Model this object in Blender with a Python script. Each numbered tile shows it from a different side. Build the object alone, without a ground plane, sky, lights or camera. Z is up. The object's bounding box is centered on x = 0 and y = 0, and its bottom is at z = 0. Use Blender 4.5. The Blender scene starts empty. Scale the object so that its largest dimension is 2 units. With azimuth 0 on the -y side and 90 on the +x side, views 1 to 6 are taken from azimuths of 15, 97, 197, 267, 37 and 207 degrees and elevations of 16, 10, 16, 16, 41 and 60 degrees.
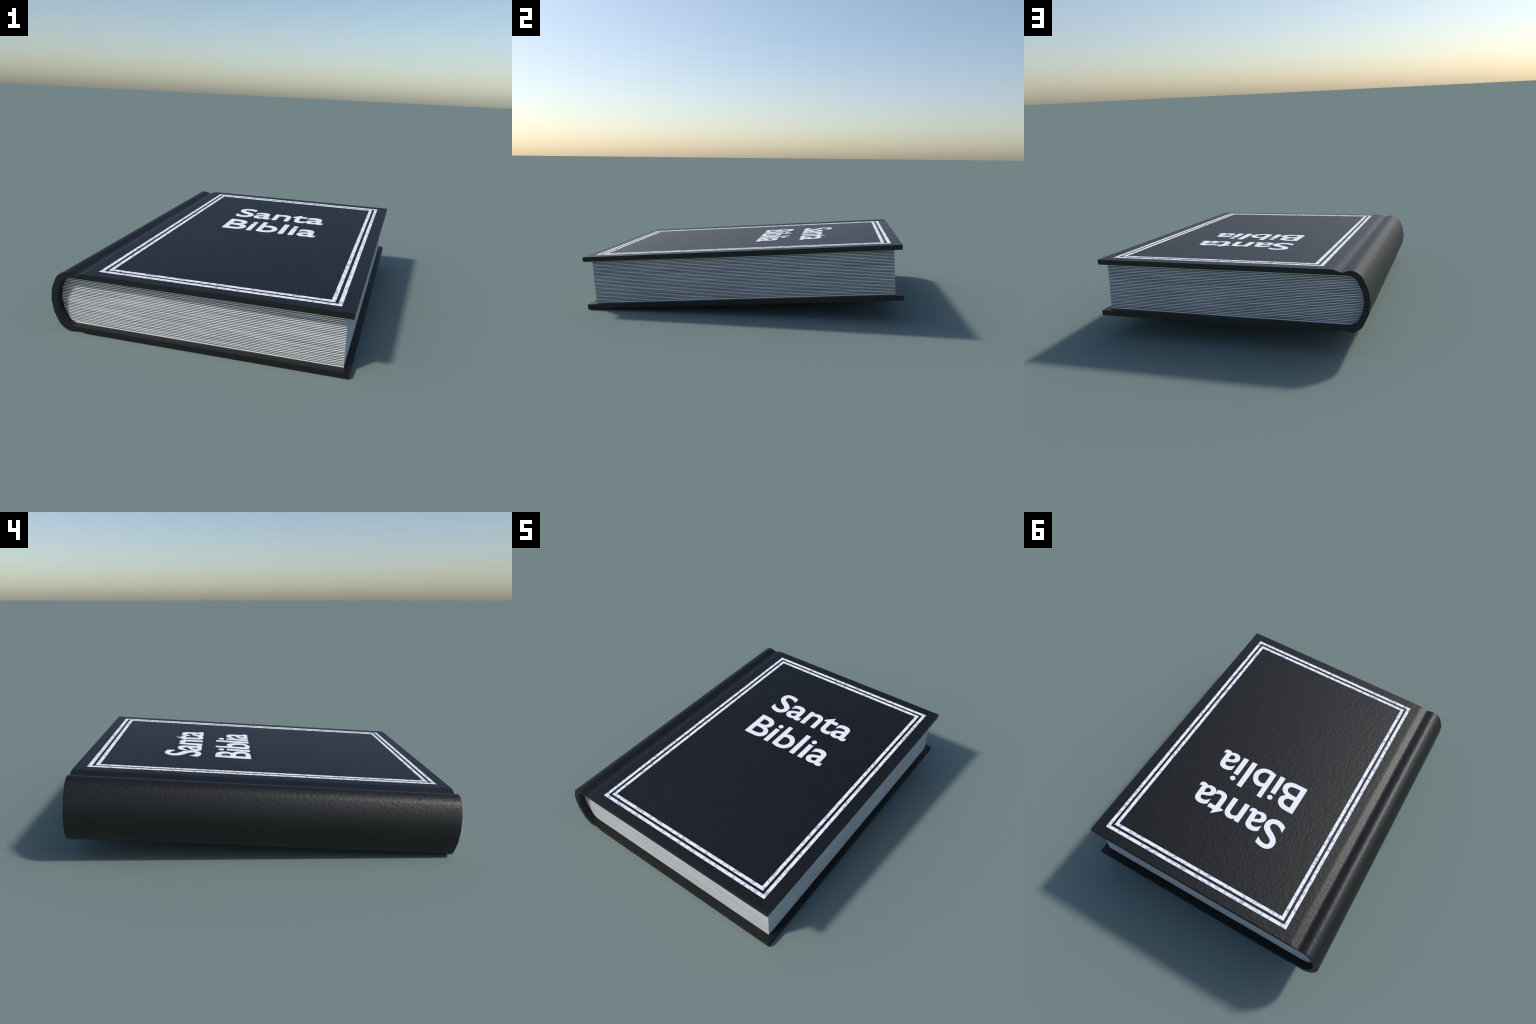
"""A hardbound book in black grained leather, silver ruled frame and silver
raised title on the front cover, tilted 4 degrees so that it stands on the
lower front edge of the back cover.

Everything is modelled in the book's own frame (x: spine -> fore-edge,
y: foot -> head, z: back cover -> front cover); one Empty carries the tilt.
"""
import bpy, bmesh, math, random
from mathutils import Vector

random.seed(7)
scene = bpy.context.scene

# ------------------------------------------------------------------ sizes
TILT = math.radians(4.0)
T = 0.336                                            # thickness of the book
H = (2.0 - T * math.sin(TILT)) / math.cos(TILT)      # height of the covers
HY = H / 2
FORE = 0.789                                         # fore-edge of covers
BOARD = 0.030                                        # board thickness
MID = T / 2
PAGE_FORE = FORE - 0.0330
PAGE_Y = HY - 0.046

# ------------------------------------------------------------------ root
root = bpy.data.objects.new("book", None)
root.empty_display_size = 0.2
scene.collection.objects.link(root)
root.rotation_euler = (TILT, 0, 0)
root.location = (0, T * math.sin(TILT) / 2, HY * math.sin(TILT))
root["label"] = "black leather hardbound book with silver frame and title"
root["category"] = "book"


def add(name, mesh, parent=root, mat=None):
    ob = bpy.data.objects.new(name, mesh)
    scene.collection.objects.link(ob)
    ob.parent = parent
    if mat:
        mesh.materials.append(mat)
    return ob


# ------------------------------------------------------------------ materials
def new_mat(name):
    m = bpy.data.materials.new(name)
    m.use_nodes = True
    nt = m.node_tree
    return m, nt, nt.nodes["Principled BSDF"]


def node(nt, kind, **props):
    n = nt.nodes.new(kind)
    for k, v in props.items():
        if k in n.inputs:
            n.inputs[k].default_value = v
        else:
            setattr(n, k, v)
    return n


def mapped(nt, scale):
    tc = node(nt, "ShaderNodeTexCoord")
    mp = node(nt, "ShaderNodeMapping")
    mp.inputs["Scale"].default_value = scale
    nt.links.new(tc.outputs["Object"], mp.inputs["Vector"])
    return mp.outputs["Vector"]


def ramp(nt, fac, stops):
    r = node(nt, "ShaderNodeValToRGB")
    els = r.color_ramp.elements
    while len(els) < len(stops):
        els.new(0.5)
    for e, (p, c) in zip(els, stops):
        e.position = p
        e.color = (*c, 1)
    nt.links.new(fac, r.inputs["Fac"])
    return r.outputs["Color"]


def leather_material():
    m, nt, b = new_mat("black_leather")
    v = mapped(nt, (1.0, 0.85, 1.0))
    # soft pebble grain
    noise = node(nt, "ShaderNodeTexNoise", Scale=64.0, Detail=0.4, Roughness=0.4)
    nt.links.new(v, noise.inputs["Vector"])
    bump = node(nt, "ShaderNodeBump", Strength=LEATHER_BUMP, Distance=0.004)
    nt.links.new(noise.outputs["Fac"], bump.inputs["Height"])
    nt.links.new(bump.outputs["Normal"], b.inputs["Normal"])
    c = ramp(nt, noise.outputs["Fac"], [(0.3, tuple(x * 0.8 for x in LEATHER)),
                                        (0.7, tuple(x * 1.2 for x in LEATHER))])
    nt.links.new(c, b.inputs["Base Color"])
    b.inputs["Roughness"].default_value = LEATHER_ROUGH
    b.inputs["Specular IOR Level"].default_value = LEATHER_SPEC
    return m


def foil_material():
    """Ruled silver foil, mottled by bright and greyish streaks."""
    m, nt, b = new_mat("silver_foil")
    v = mapped(nt, (1, 1, 1))
    n1 = node(nt, "ShaderNodeTexNoise", Scale=44.0, Detail=1.0, Roughness=0.5)
    nt.links.new(v, n1.inputs["Vector"])
    c = ramp(nt, n1.outputs["Fac"], [(0.30, (0.46, 0.49, 0.60)),
                                     (0.43, (0.72, 0.75, 0.83)),
                                     (0.50, (1.0, 1.0, 1.0))])
    nt.links.new(c, b.inputs["Base Color"])
    b.inputs["Roughness"].default_value = 0.5
    return m


def title_material():
    m, nt, b = new_mat("silver_title")
    v = mapped(nt, (1, 1, 1))
    n1 = node(nt, "ShaderNodeTexNoise", Scale=90.0, Detail=2.0)
    nt.links.new(v, n1.inputs["Vector"])
    c = ramp(nt, n1.outputs["Fac"], [(0.3, (0.95, 0.96, 0.99)),
                                     (0.7, (0.98, 0.985, 1.0))])
    nt.links.new(c, b.inputs["Base Color"])
    b.inputs["Roughness"].default_value = 0.5
    return m


def paper_material(name, dark, light):
    m, nt, b = new_mat(name)
    v = mapped(nt, (4, 4, 160))
    n1 = node(nt, "ShaderNodeTexNoise", Scale=1.5, Detail=2.0)
    nt.links.new(v, n1.inputs["Vector"])
    c = ramp(nt, n1.outputs["Fac"], [(0.3, dark), (0.65, light)])
    nt.links.new(c, b.inputs["Base Color"])
    b.inputs["Roughness"].default_value = 0.8
    b.inputs["Specular IOR Level"].default_value = 0.25
    return m


LEATHER = (0.0032, 0.0032, 0.0032)
LEATHER_ROUGH = 0.48
LEATHER_SPEC = 0.5
LEATHER_BUMP = 0.3
leather = leather_material()
foil = foil_material()
title_white = title_material()
paper = paper_material("paper", (0.75, 0.76, 0.76), (0.80, 0.81, 0.80))
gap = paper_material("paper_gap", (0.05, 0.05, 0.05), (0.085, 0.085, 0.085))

# ------------------------------------------------------------------ case
# Cross-section of the upper half (x from the fore-edge, z above mid-height):
# outer point with the inner point it is paired with.  The lower half mirrors it.
SECTION = [
    ((0.000, 0.1680), (0.000, 0.1380)),
    ((-1.372, 0.1680), (-1.372, 0.1380)),
    ((-1.389, 0.1664), (-1.389, 0.1380)),
    ((-1.406, 0.1608), (-1.405, 0.1380)),
    ((-1.420, 0.1552), (-1.418, 0.1380)),
    ((-1.431, 0.1535), (-1.430, 0.1380)),   # bottom of the joint groove
    ((-1.443, 0.1560), (-1.441, 0.1380)),
    ((-1.459, 0.1623), (-1.452, 0.1380)),
    ((-1.476, 0.1655), (-1.463, 0.1378)),
    ((-1.490, 0.1640), (-1.475, 0.1368)),
    ((-1.505, 0.1585), (-1.4865, 0.1330)),
    ((-1.528, 0.1422), (-1.499, 0.1240)),
    ((-1.5408, 0.1262), (-1.511, 0.1090)),
    ((-1.5683, 0.0660), (-1.5365, 0.0590)),
]
NOSE = ((-1.5772, 0.0), (-1.5450, 0.0))
JOINT = 5                                             # index of the groove
pairs = SECTION + [NOSE] + [((o[0], -o[1]), (i[0], -i[1]))
                            for o, i in reversed(SECTION)]
NP = len(pairs)
Y_ROWS = [-HY + H * k / 12 for k in range(13)]


def case_mesh():
    bm = bmesh.new()
    grid_o, grid_i = [], []
    for y in Y_ROWS:
        grid_o.append([bm.verts.new((o[0] + FORE, y, o[1] + MID)) for o, _ in pairs])
        grid_i.append([bm.verts.new((i[0] + FORE, y, i[1] + MID)) for _, i in pairs])
    region = bm.faces.layers.int.new("region")

    def reg(k):
        return 0 if k < JOINT else (2 if k >= NP - 1 - JOINT else 1)

    def face(vs, r):
        f = bm.faces.new(vs)
        f[region] = r
        f.smooth = True

    for j in range(len(Y_ROWS) - 1):
        for k in range(NP - 1):
            a, b = grid_o[j], grid_o[j + 1]
            face((a[k], b[k], b[k + 1], a[k + 1]), reg(k))
            a, b = grid_i[j], grid_i[j + 1]
            face((a[k], a[k + 1], b[k + 1], b[k]), reg(k))
        for k, r in ((0, 0), (NP - 1, 2)):            # fore-edge faces
            q = (grid_o[j][k], grid_i[j][k], grid_i[j + 1][k], grid_o[j + 1][k])
            face(q, r)
    for j in (0, len(Y_ROWS) - 1):                    # head and foot faces
        for k in range(NP - 1):
            face((grid_o[j][k], grid_o[j][k + 1], grid_i[j][k + 1], grid_i[j][k]), reg(k))
    bmesh.ops.recalc_face_normals(bm, faces=bm.faces)
    for e in bm.edges:
        if len(e.link_faces) == 2 and e.calc_face_angle(0) > math.radians(40):
            e.smooth = False
    me = bpy.data.meshes.new("case")
    bm.to_mesh(me)
    bm.free()
    return me


def split_by_region(me, names):
    """Separate a mesh into one object per region, keeping its shading."""
    normals = [n.vector.copy() for n in me.corner_normals]
    reg = [d.value for d in me.attributes["region"].data]
    out = []
    for r, name in enumerate(names):
        index, verts, faces, cn = {}, [], [], []
        for p in me.polygons:
            if reg[p.index] != r:
                continue
            f = []
            for li in p.loop_indices:
                v = me.loops[li].vertex_index
                if v not in index:
                    index[v] = len(verts)
                    verts.append(me.vertices[v].co.copy())
                f.append(index[v])
                cn.append(normals[li])
            faces.append(f)
        part = bpy.data.meshes.new(name)
        part.from_pydata(verts, [], faces)
        part.polygons.foreach_set("use_smooth", [True] * len(faces))
        part.normals_split_custom_set(cn)
        part.update()
        out.append(add(name, part, mat=leather))
    return out


case = case_mesh()
front_cover, spine, back_cover = split_by_region(
    case, ["front_cover", "spine", "back_cover"])
bpy.data.meshes.remove(case)

# ------------------------------------------------------------------ pages
LEAVES = 31
Z0, Z1 = BOARD + 0.0005, T - BOARD - 0.0005
inner = [(i[0] + FORE, i[1]) for _, i in SECTION] + [(NOSE[1][0] + FORE, 0.0)]


def spine_x(z):
    """x of the inside of the spine at height z (rounded back of the block)."""
    h = abs(z - MID)
    for (xa, ha), (xb, hb) in zip(inner, inner[1:]):
        if hb <= h <= ha and ha > hb:
            return xb + (xa - xb) * (h - hb) / (ha - hb) + 0.0012
    return inner[8][0] + 0.0012


def waves(n, lo, hi, amp):
    return [(random.uniform(lo, hi), random.uniform(0, 6.283), amp * random.uniform(0.5, 1))
            for _ in range(n)]


def wave_at(ws, s):
    return sum(a * math.sin(f * s + p) for f, p, a in ws)


def page_path():
    """Visible rim of a leaf as a list of (x-or-None, y, arc length)."""
    pts, s = [], 0.0
    nx, ny = 90, 110
    for k in range(nx + 1):
        pts.append((k / nx, -PAGE_Y, k / nx * 1.5))
    for k in range(1, ny + 1):
        pts.append((1.0, -PAGE_Y + 2 * PAGE_Y * k / ny, 1.5 + 1.9 * k / ny))
    for k in range(1, nx + 1):
        pts.append((1.0 - k / nx, PAGE_Y, 3.4 + 1.5 * k / nx))
    return pts


def page_block():
    path = page_path()
    pitch = (Z1 - Z0) / LEAVES
    common = waves(4, 1.5, 5.0, 0.0006)
    lines = []
    for g in range(LEAVES + 1):
        own = waves(5, 2.0, 12.0, 0.00022)
        wid = waves(5, 3.0, 16.0, 0.00014)
        jit = random.uniform(-0.0003, 0.0003)
        half = random.uniform(0.0021, 0.0024)
        row = []
        for _, _, s in path:
            if g in (0, LEAVES):
                c, w = (Z0, 0.0) if g == 0 else (Z1, 0.0)
            else:
                c = Z0 + pitch * g + jit + wave_at(common, s) + wave_at(own, s)
                w = max(0.0004, half + wave_at(wid, s))
            row.append((c - w, c + w))
        lines.append(row)
    bm = bmesh.new()
    DEEP = 0.0007
    n = len(path)

    def at(t, y, z, inset):
        xs = spine_x(z) + inset
        xf = PAGE_FORE - inset
        yy = y
        if abs(y) > PAGE_Y - inset:
            yy = math.copysign(PAGE_Y - inset, y)
        return bm.verts.new((xs + (xf - xs) * t, yy, z))

    def strip(a, b, mat):
        for k in range(n - 1):
            f = bm.faces.new((a[k], a[k + 1], b[k + 1], b[k]))
            f.material_index = mat

    for i in range(LEAVES):
        lo = [at(t, y, lines[i][k][1], 0.0) for k, (t, y, _) in enumerate(path)]
        hi = [at(t, y, max(lines[i + 1][k][0], lines[i][k][1] + 0.0006), 0.0)
              for k, (t, y, _) in enumerate(path)]
        lo_in = [at(t, y, v.co.z, DEEP) for (t, y, _), v in zip(path, lo)]
        hi_in = [at(t, y, v.co.z, DEEP) for (t, y, _), v in zip(path, hi)]
        strip(lo_in, lo, 0)
        strip(lo, hi, 0)
        strip(hi, hi_in, 0)
        # rounded back of the gathering, closing the leaf at the spine
        bm.faces.new((lo[0], hi[0], hi[-1], lo[-1]))
        if i in (0, LEAVES - 1):
            bm.faces.new(lo_in if i == 0 else hi_in)
        if i:
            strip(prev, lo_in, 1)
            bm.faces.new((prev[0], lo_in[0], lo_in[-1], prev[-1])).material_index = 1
        prev = hi_in
    bmesh.ops.recalc_face_normals(bm, faces=bm.faces)
    me = bpy.data.meshes.new("page_block")
    bm.to_mesh(me)
    bm.free()
    ob = add("page_block", me, mat=paper)
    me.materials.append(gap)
    ob["kind"] = "stuff"
    return ob


pages = page_block()

# ------------------------------------------------------------------ silver frame
RAISE = 0.0011
MX, MY, FW, LINE, STEP = 0.0663, 0.0612, 1.2548, 0.0205, 0.036


def frame_mesh(name, x0, y0, x1, y1, w):
    """Rectangular ruled line with mitred corners, slightly raised."""
    bm = bmesh.new()
    def ring(off, z):
        return [bm.verts.new(p) for p in ((x0 + off, y0 + off, z), (x1 - off, y0 + off, z),
                                          (x1 - off, y1 - off, z), (x0 + off, y1 - off, z))]
    e = 0.0006
    rings = [ring(0, T - 0.001), ring(0, T + RAISE - e), ring(e, T + RAISE),
             ring(w - e, T + RAISE), ring(w, T + RAISE - e), ring(w, T - 0.001)]
    for a, b in zip(rings, rings[1:]):
        for k in range(4):
            bm.faces.new((a[k], a[(k + 1) % 4], b[(k + 1) % 4], b[k]))
    bmesh.ops.recalc_face_normals(bm, faces=bm.faces)
    me = bpy.data.meshes.new(name)
    bm.to_mesh(me)
    bm.free()
    return me


for step in (0.0, STEP):
    add("frame_line", frame_mesh("frame_line", FORE - MX - FW + step, -HY + MY + step,
                                 FORE - MX - step, HY - MY - step, LINE),
        parent=front_cover, mat=foil)

# ------------------------------------------------------------------ title
# Glyph outlines in millimetres from the baseline; a third value 1 = sharp corner.
C = 1
GLYPHS = {
    "S": [[(1, 21, C), (1, 66, C), (14, 52), (34, 38), (56, 32), (75, 35), (86, 48), (83, 66),
           (69, 79), (48, 92), (22, 111), (6, 131), (0, 156), (6, 182), (24, 202), (52, 210),
           (84, 207), (113, 198, C), (113, 156, C), (95, 170), (74, 178), (55, 180), (41, 175),
           (35, 164), (38, 149), (51, 135), (73, 122), (98, 105), (116, 85), (122, 60),
           (119, 36), (108, 19), (93, 7), (70, -1), (40, 1), (18, 9)]],
    "a": [[(121, 35, C), (121, 12, C), (111, 3), (98, 0), (84, 2), (72, 9, C), (59, 3), (38, 0),
           (17, 5), (4, 19), (0, 39), (6, 57), (22, 71), (45, 80), (69, 89, C), (68, 102),
           (58, 111), (41, 113), (21, 105), (3, 86, C), (3, 126, C), (18, 137), (41, 144),
           (67, 143), (88, 133), (99, 116), (102, 92), (102, 27, C)],
          [(69, 65, C), (69, 33, C), (60, 26), (48, 24), (37, 30), (33, 42), (41, 53), (55, 60)]],
    "n": [[(119, 0, C), (119, 80), (117, 107), (109, 125), (94, 138), (73, 144), (52, 141),
           (33, 128, C), (33, 142, C), (0, 142, C), (0, 0, C), (33, 0, C), (33, 99, C), (45, 110),
           (61, 114), (77, 110), (85, 99), (86, 80), (86, 0, C)]],
    "t": [[(99, 142, C), (99, 112, C), (57, 112, C), (57, 50), (60, 35), (71, 29), (86, 31),
           (105, 41, C), (105, 8, C), (86, 1), (62, 0), (41, 7), (28, 22), (24, 42), (24, 112, C),
           (0, 112, C), (0, 121, C), (57, 175, C), (57, 142, C)]],
    "B": [[(0, 0, C), (0, 209, C), (60, 208), (95, 200), (120, 178), (128, 150), (121, 126),
           (102, 109, C), (126, 97), (142, 78), (147, 50), (139, 26), (120, 9), (98, 2), (70, 0)],
          [(36, 30, C), (36, 88, C), (70, 87), (96, 81), (109, 68), (110, 51), (101, 38),
           (84, 32), (62, 30)],
          [(36, 120, C), (36, 176, C), (66, 174), (84, 166), (92, 152), (89, 136), (79, 125),
           (62, 121)]],
    "i": [[(34, 0, C), (0, 0, C), (0, 142, C), (34, 142, C)],
          [(36, 176), (18, 158), (0, 176), (18, 194)]],
    "b": [[(0, 7, C), (0, 209, C), (32, 209, C), (33, 131, C), (59, 141), (90, 135), (116, 110),
           (129, 70), (121, 33), (95, 6), (56, -4), (24, 0)],
          [(33, 29, C), (33, 101, C), (56, 110), (83, 98), (95, 74), (91, 47), (74, 30), (52, 25)]],
    "l": [[(35, 0, C), (0, 0, C), (0, 209, C), (35, 209, C)]],
}
# letter, x of its left side, baseline y (metres on the cover)
TITLE = [("S", -0.2199, 0.353), ("a", -0.0888, 0.353), ("n", 0.0481, 0.353),
         ("t", 0.1770, 0.353), ("a", 0.2835, 0.353),
         ("B", -0.2108, 0.060), ("i", -0.0472, 0.059), ("b", 0.0178, 0.060),
         ("l", 0.1655, 0.059), ("i", 0.2312, 0.059), ("a", 0.2842, 0.058)]
LETTER_RAISE = 0.0016


def outline(points, per=7):
    """Closed smooth outline (Catmull-Rom between the points, sharp at corners)."""
    n = len(points)
    P = [Vector((p[0], p[1])) / 1000 for p in points]
    sharp = [len(p) > 2 for p in points]
    out = []
    for k in range(n):
        a, b = P[k], P[(k + 1) % n]
        if sharp[k] and sharp[(k + 1) % n]:
            out.append(a)
            continue
        d = (b - a).length
        ta = Vector((0, 0)) if sharp[k] else (b - P[k - 1]).normalized() * d
        tb = (Vector((0, 0)) if sharp[(k + 1) % n]
              else (P[(k + 2) % n] - a).normalized() * d)
        if sharp[k]:
            ta = (b - a) * 1.5 - tb * 0.5
        if sharp[(k + 1) % n]:
            tb = (b - a) * 1.5 - ta * 0.5
        for q in range(per):
            t = q / per
            out.append(a * (2 * t**3 - 3 * t**2 + 1) + ta * (t**3 - 2 * t**2 + t)
                       + b * (-2 * t**3 + 3 * t**2) + tb * (t**3 - t**2))
    return out


def glyph_mesh(ch):
    cu = bpy.data.curves.new("glyph", "CURVE")
    cu.dimensions = "2D"
    cu.fill_mode = "BOTH"
    cu.extrude = LETTER_RAISE
    cu.bevel_depth = 0.0014
    cu.bevel_resolution = 2
    cu.offset = -0.0014
    for loop in GLYPHS[ch]:
        pts = outline(loop)
        sp = cu.splines.new("POLY")
        sp.points.add(len(pts) - 1)
        for p, q in zip(sp.points, pts):
            p.co = (q.x, q.y, 0, 1)
        sp.use_cyclic_u = True
    tmp = bpy.data.objects.new("glyph", cu)
    scene.collection.objects.link(tmp)
    dg = bpy.context.evaluated_depsgraph_get()
    me = bpy.data.meshes.new_from_object(tmp.evaluated_get(dg))
    bpy.data.objects.remove(tmp)
    bpy.data.curves.remove(cu)
    me.name = "letter"
    me.materials.clear()
    me.materials.append(title_white)
    return me


glyphs = {ch: glyph_mesh(ch) for ch in GLYPHS}
for ch, x, y in TITLE:
    ob = add("letter", glyphs[ch], parent=front_cover)
    ob.location = (x - 0.0007, y + 0.0016, T + 0.0004)
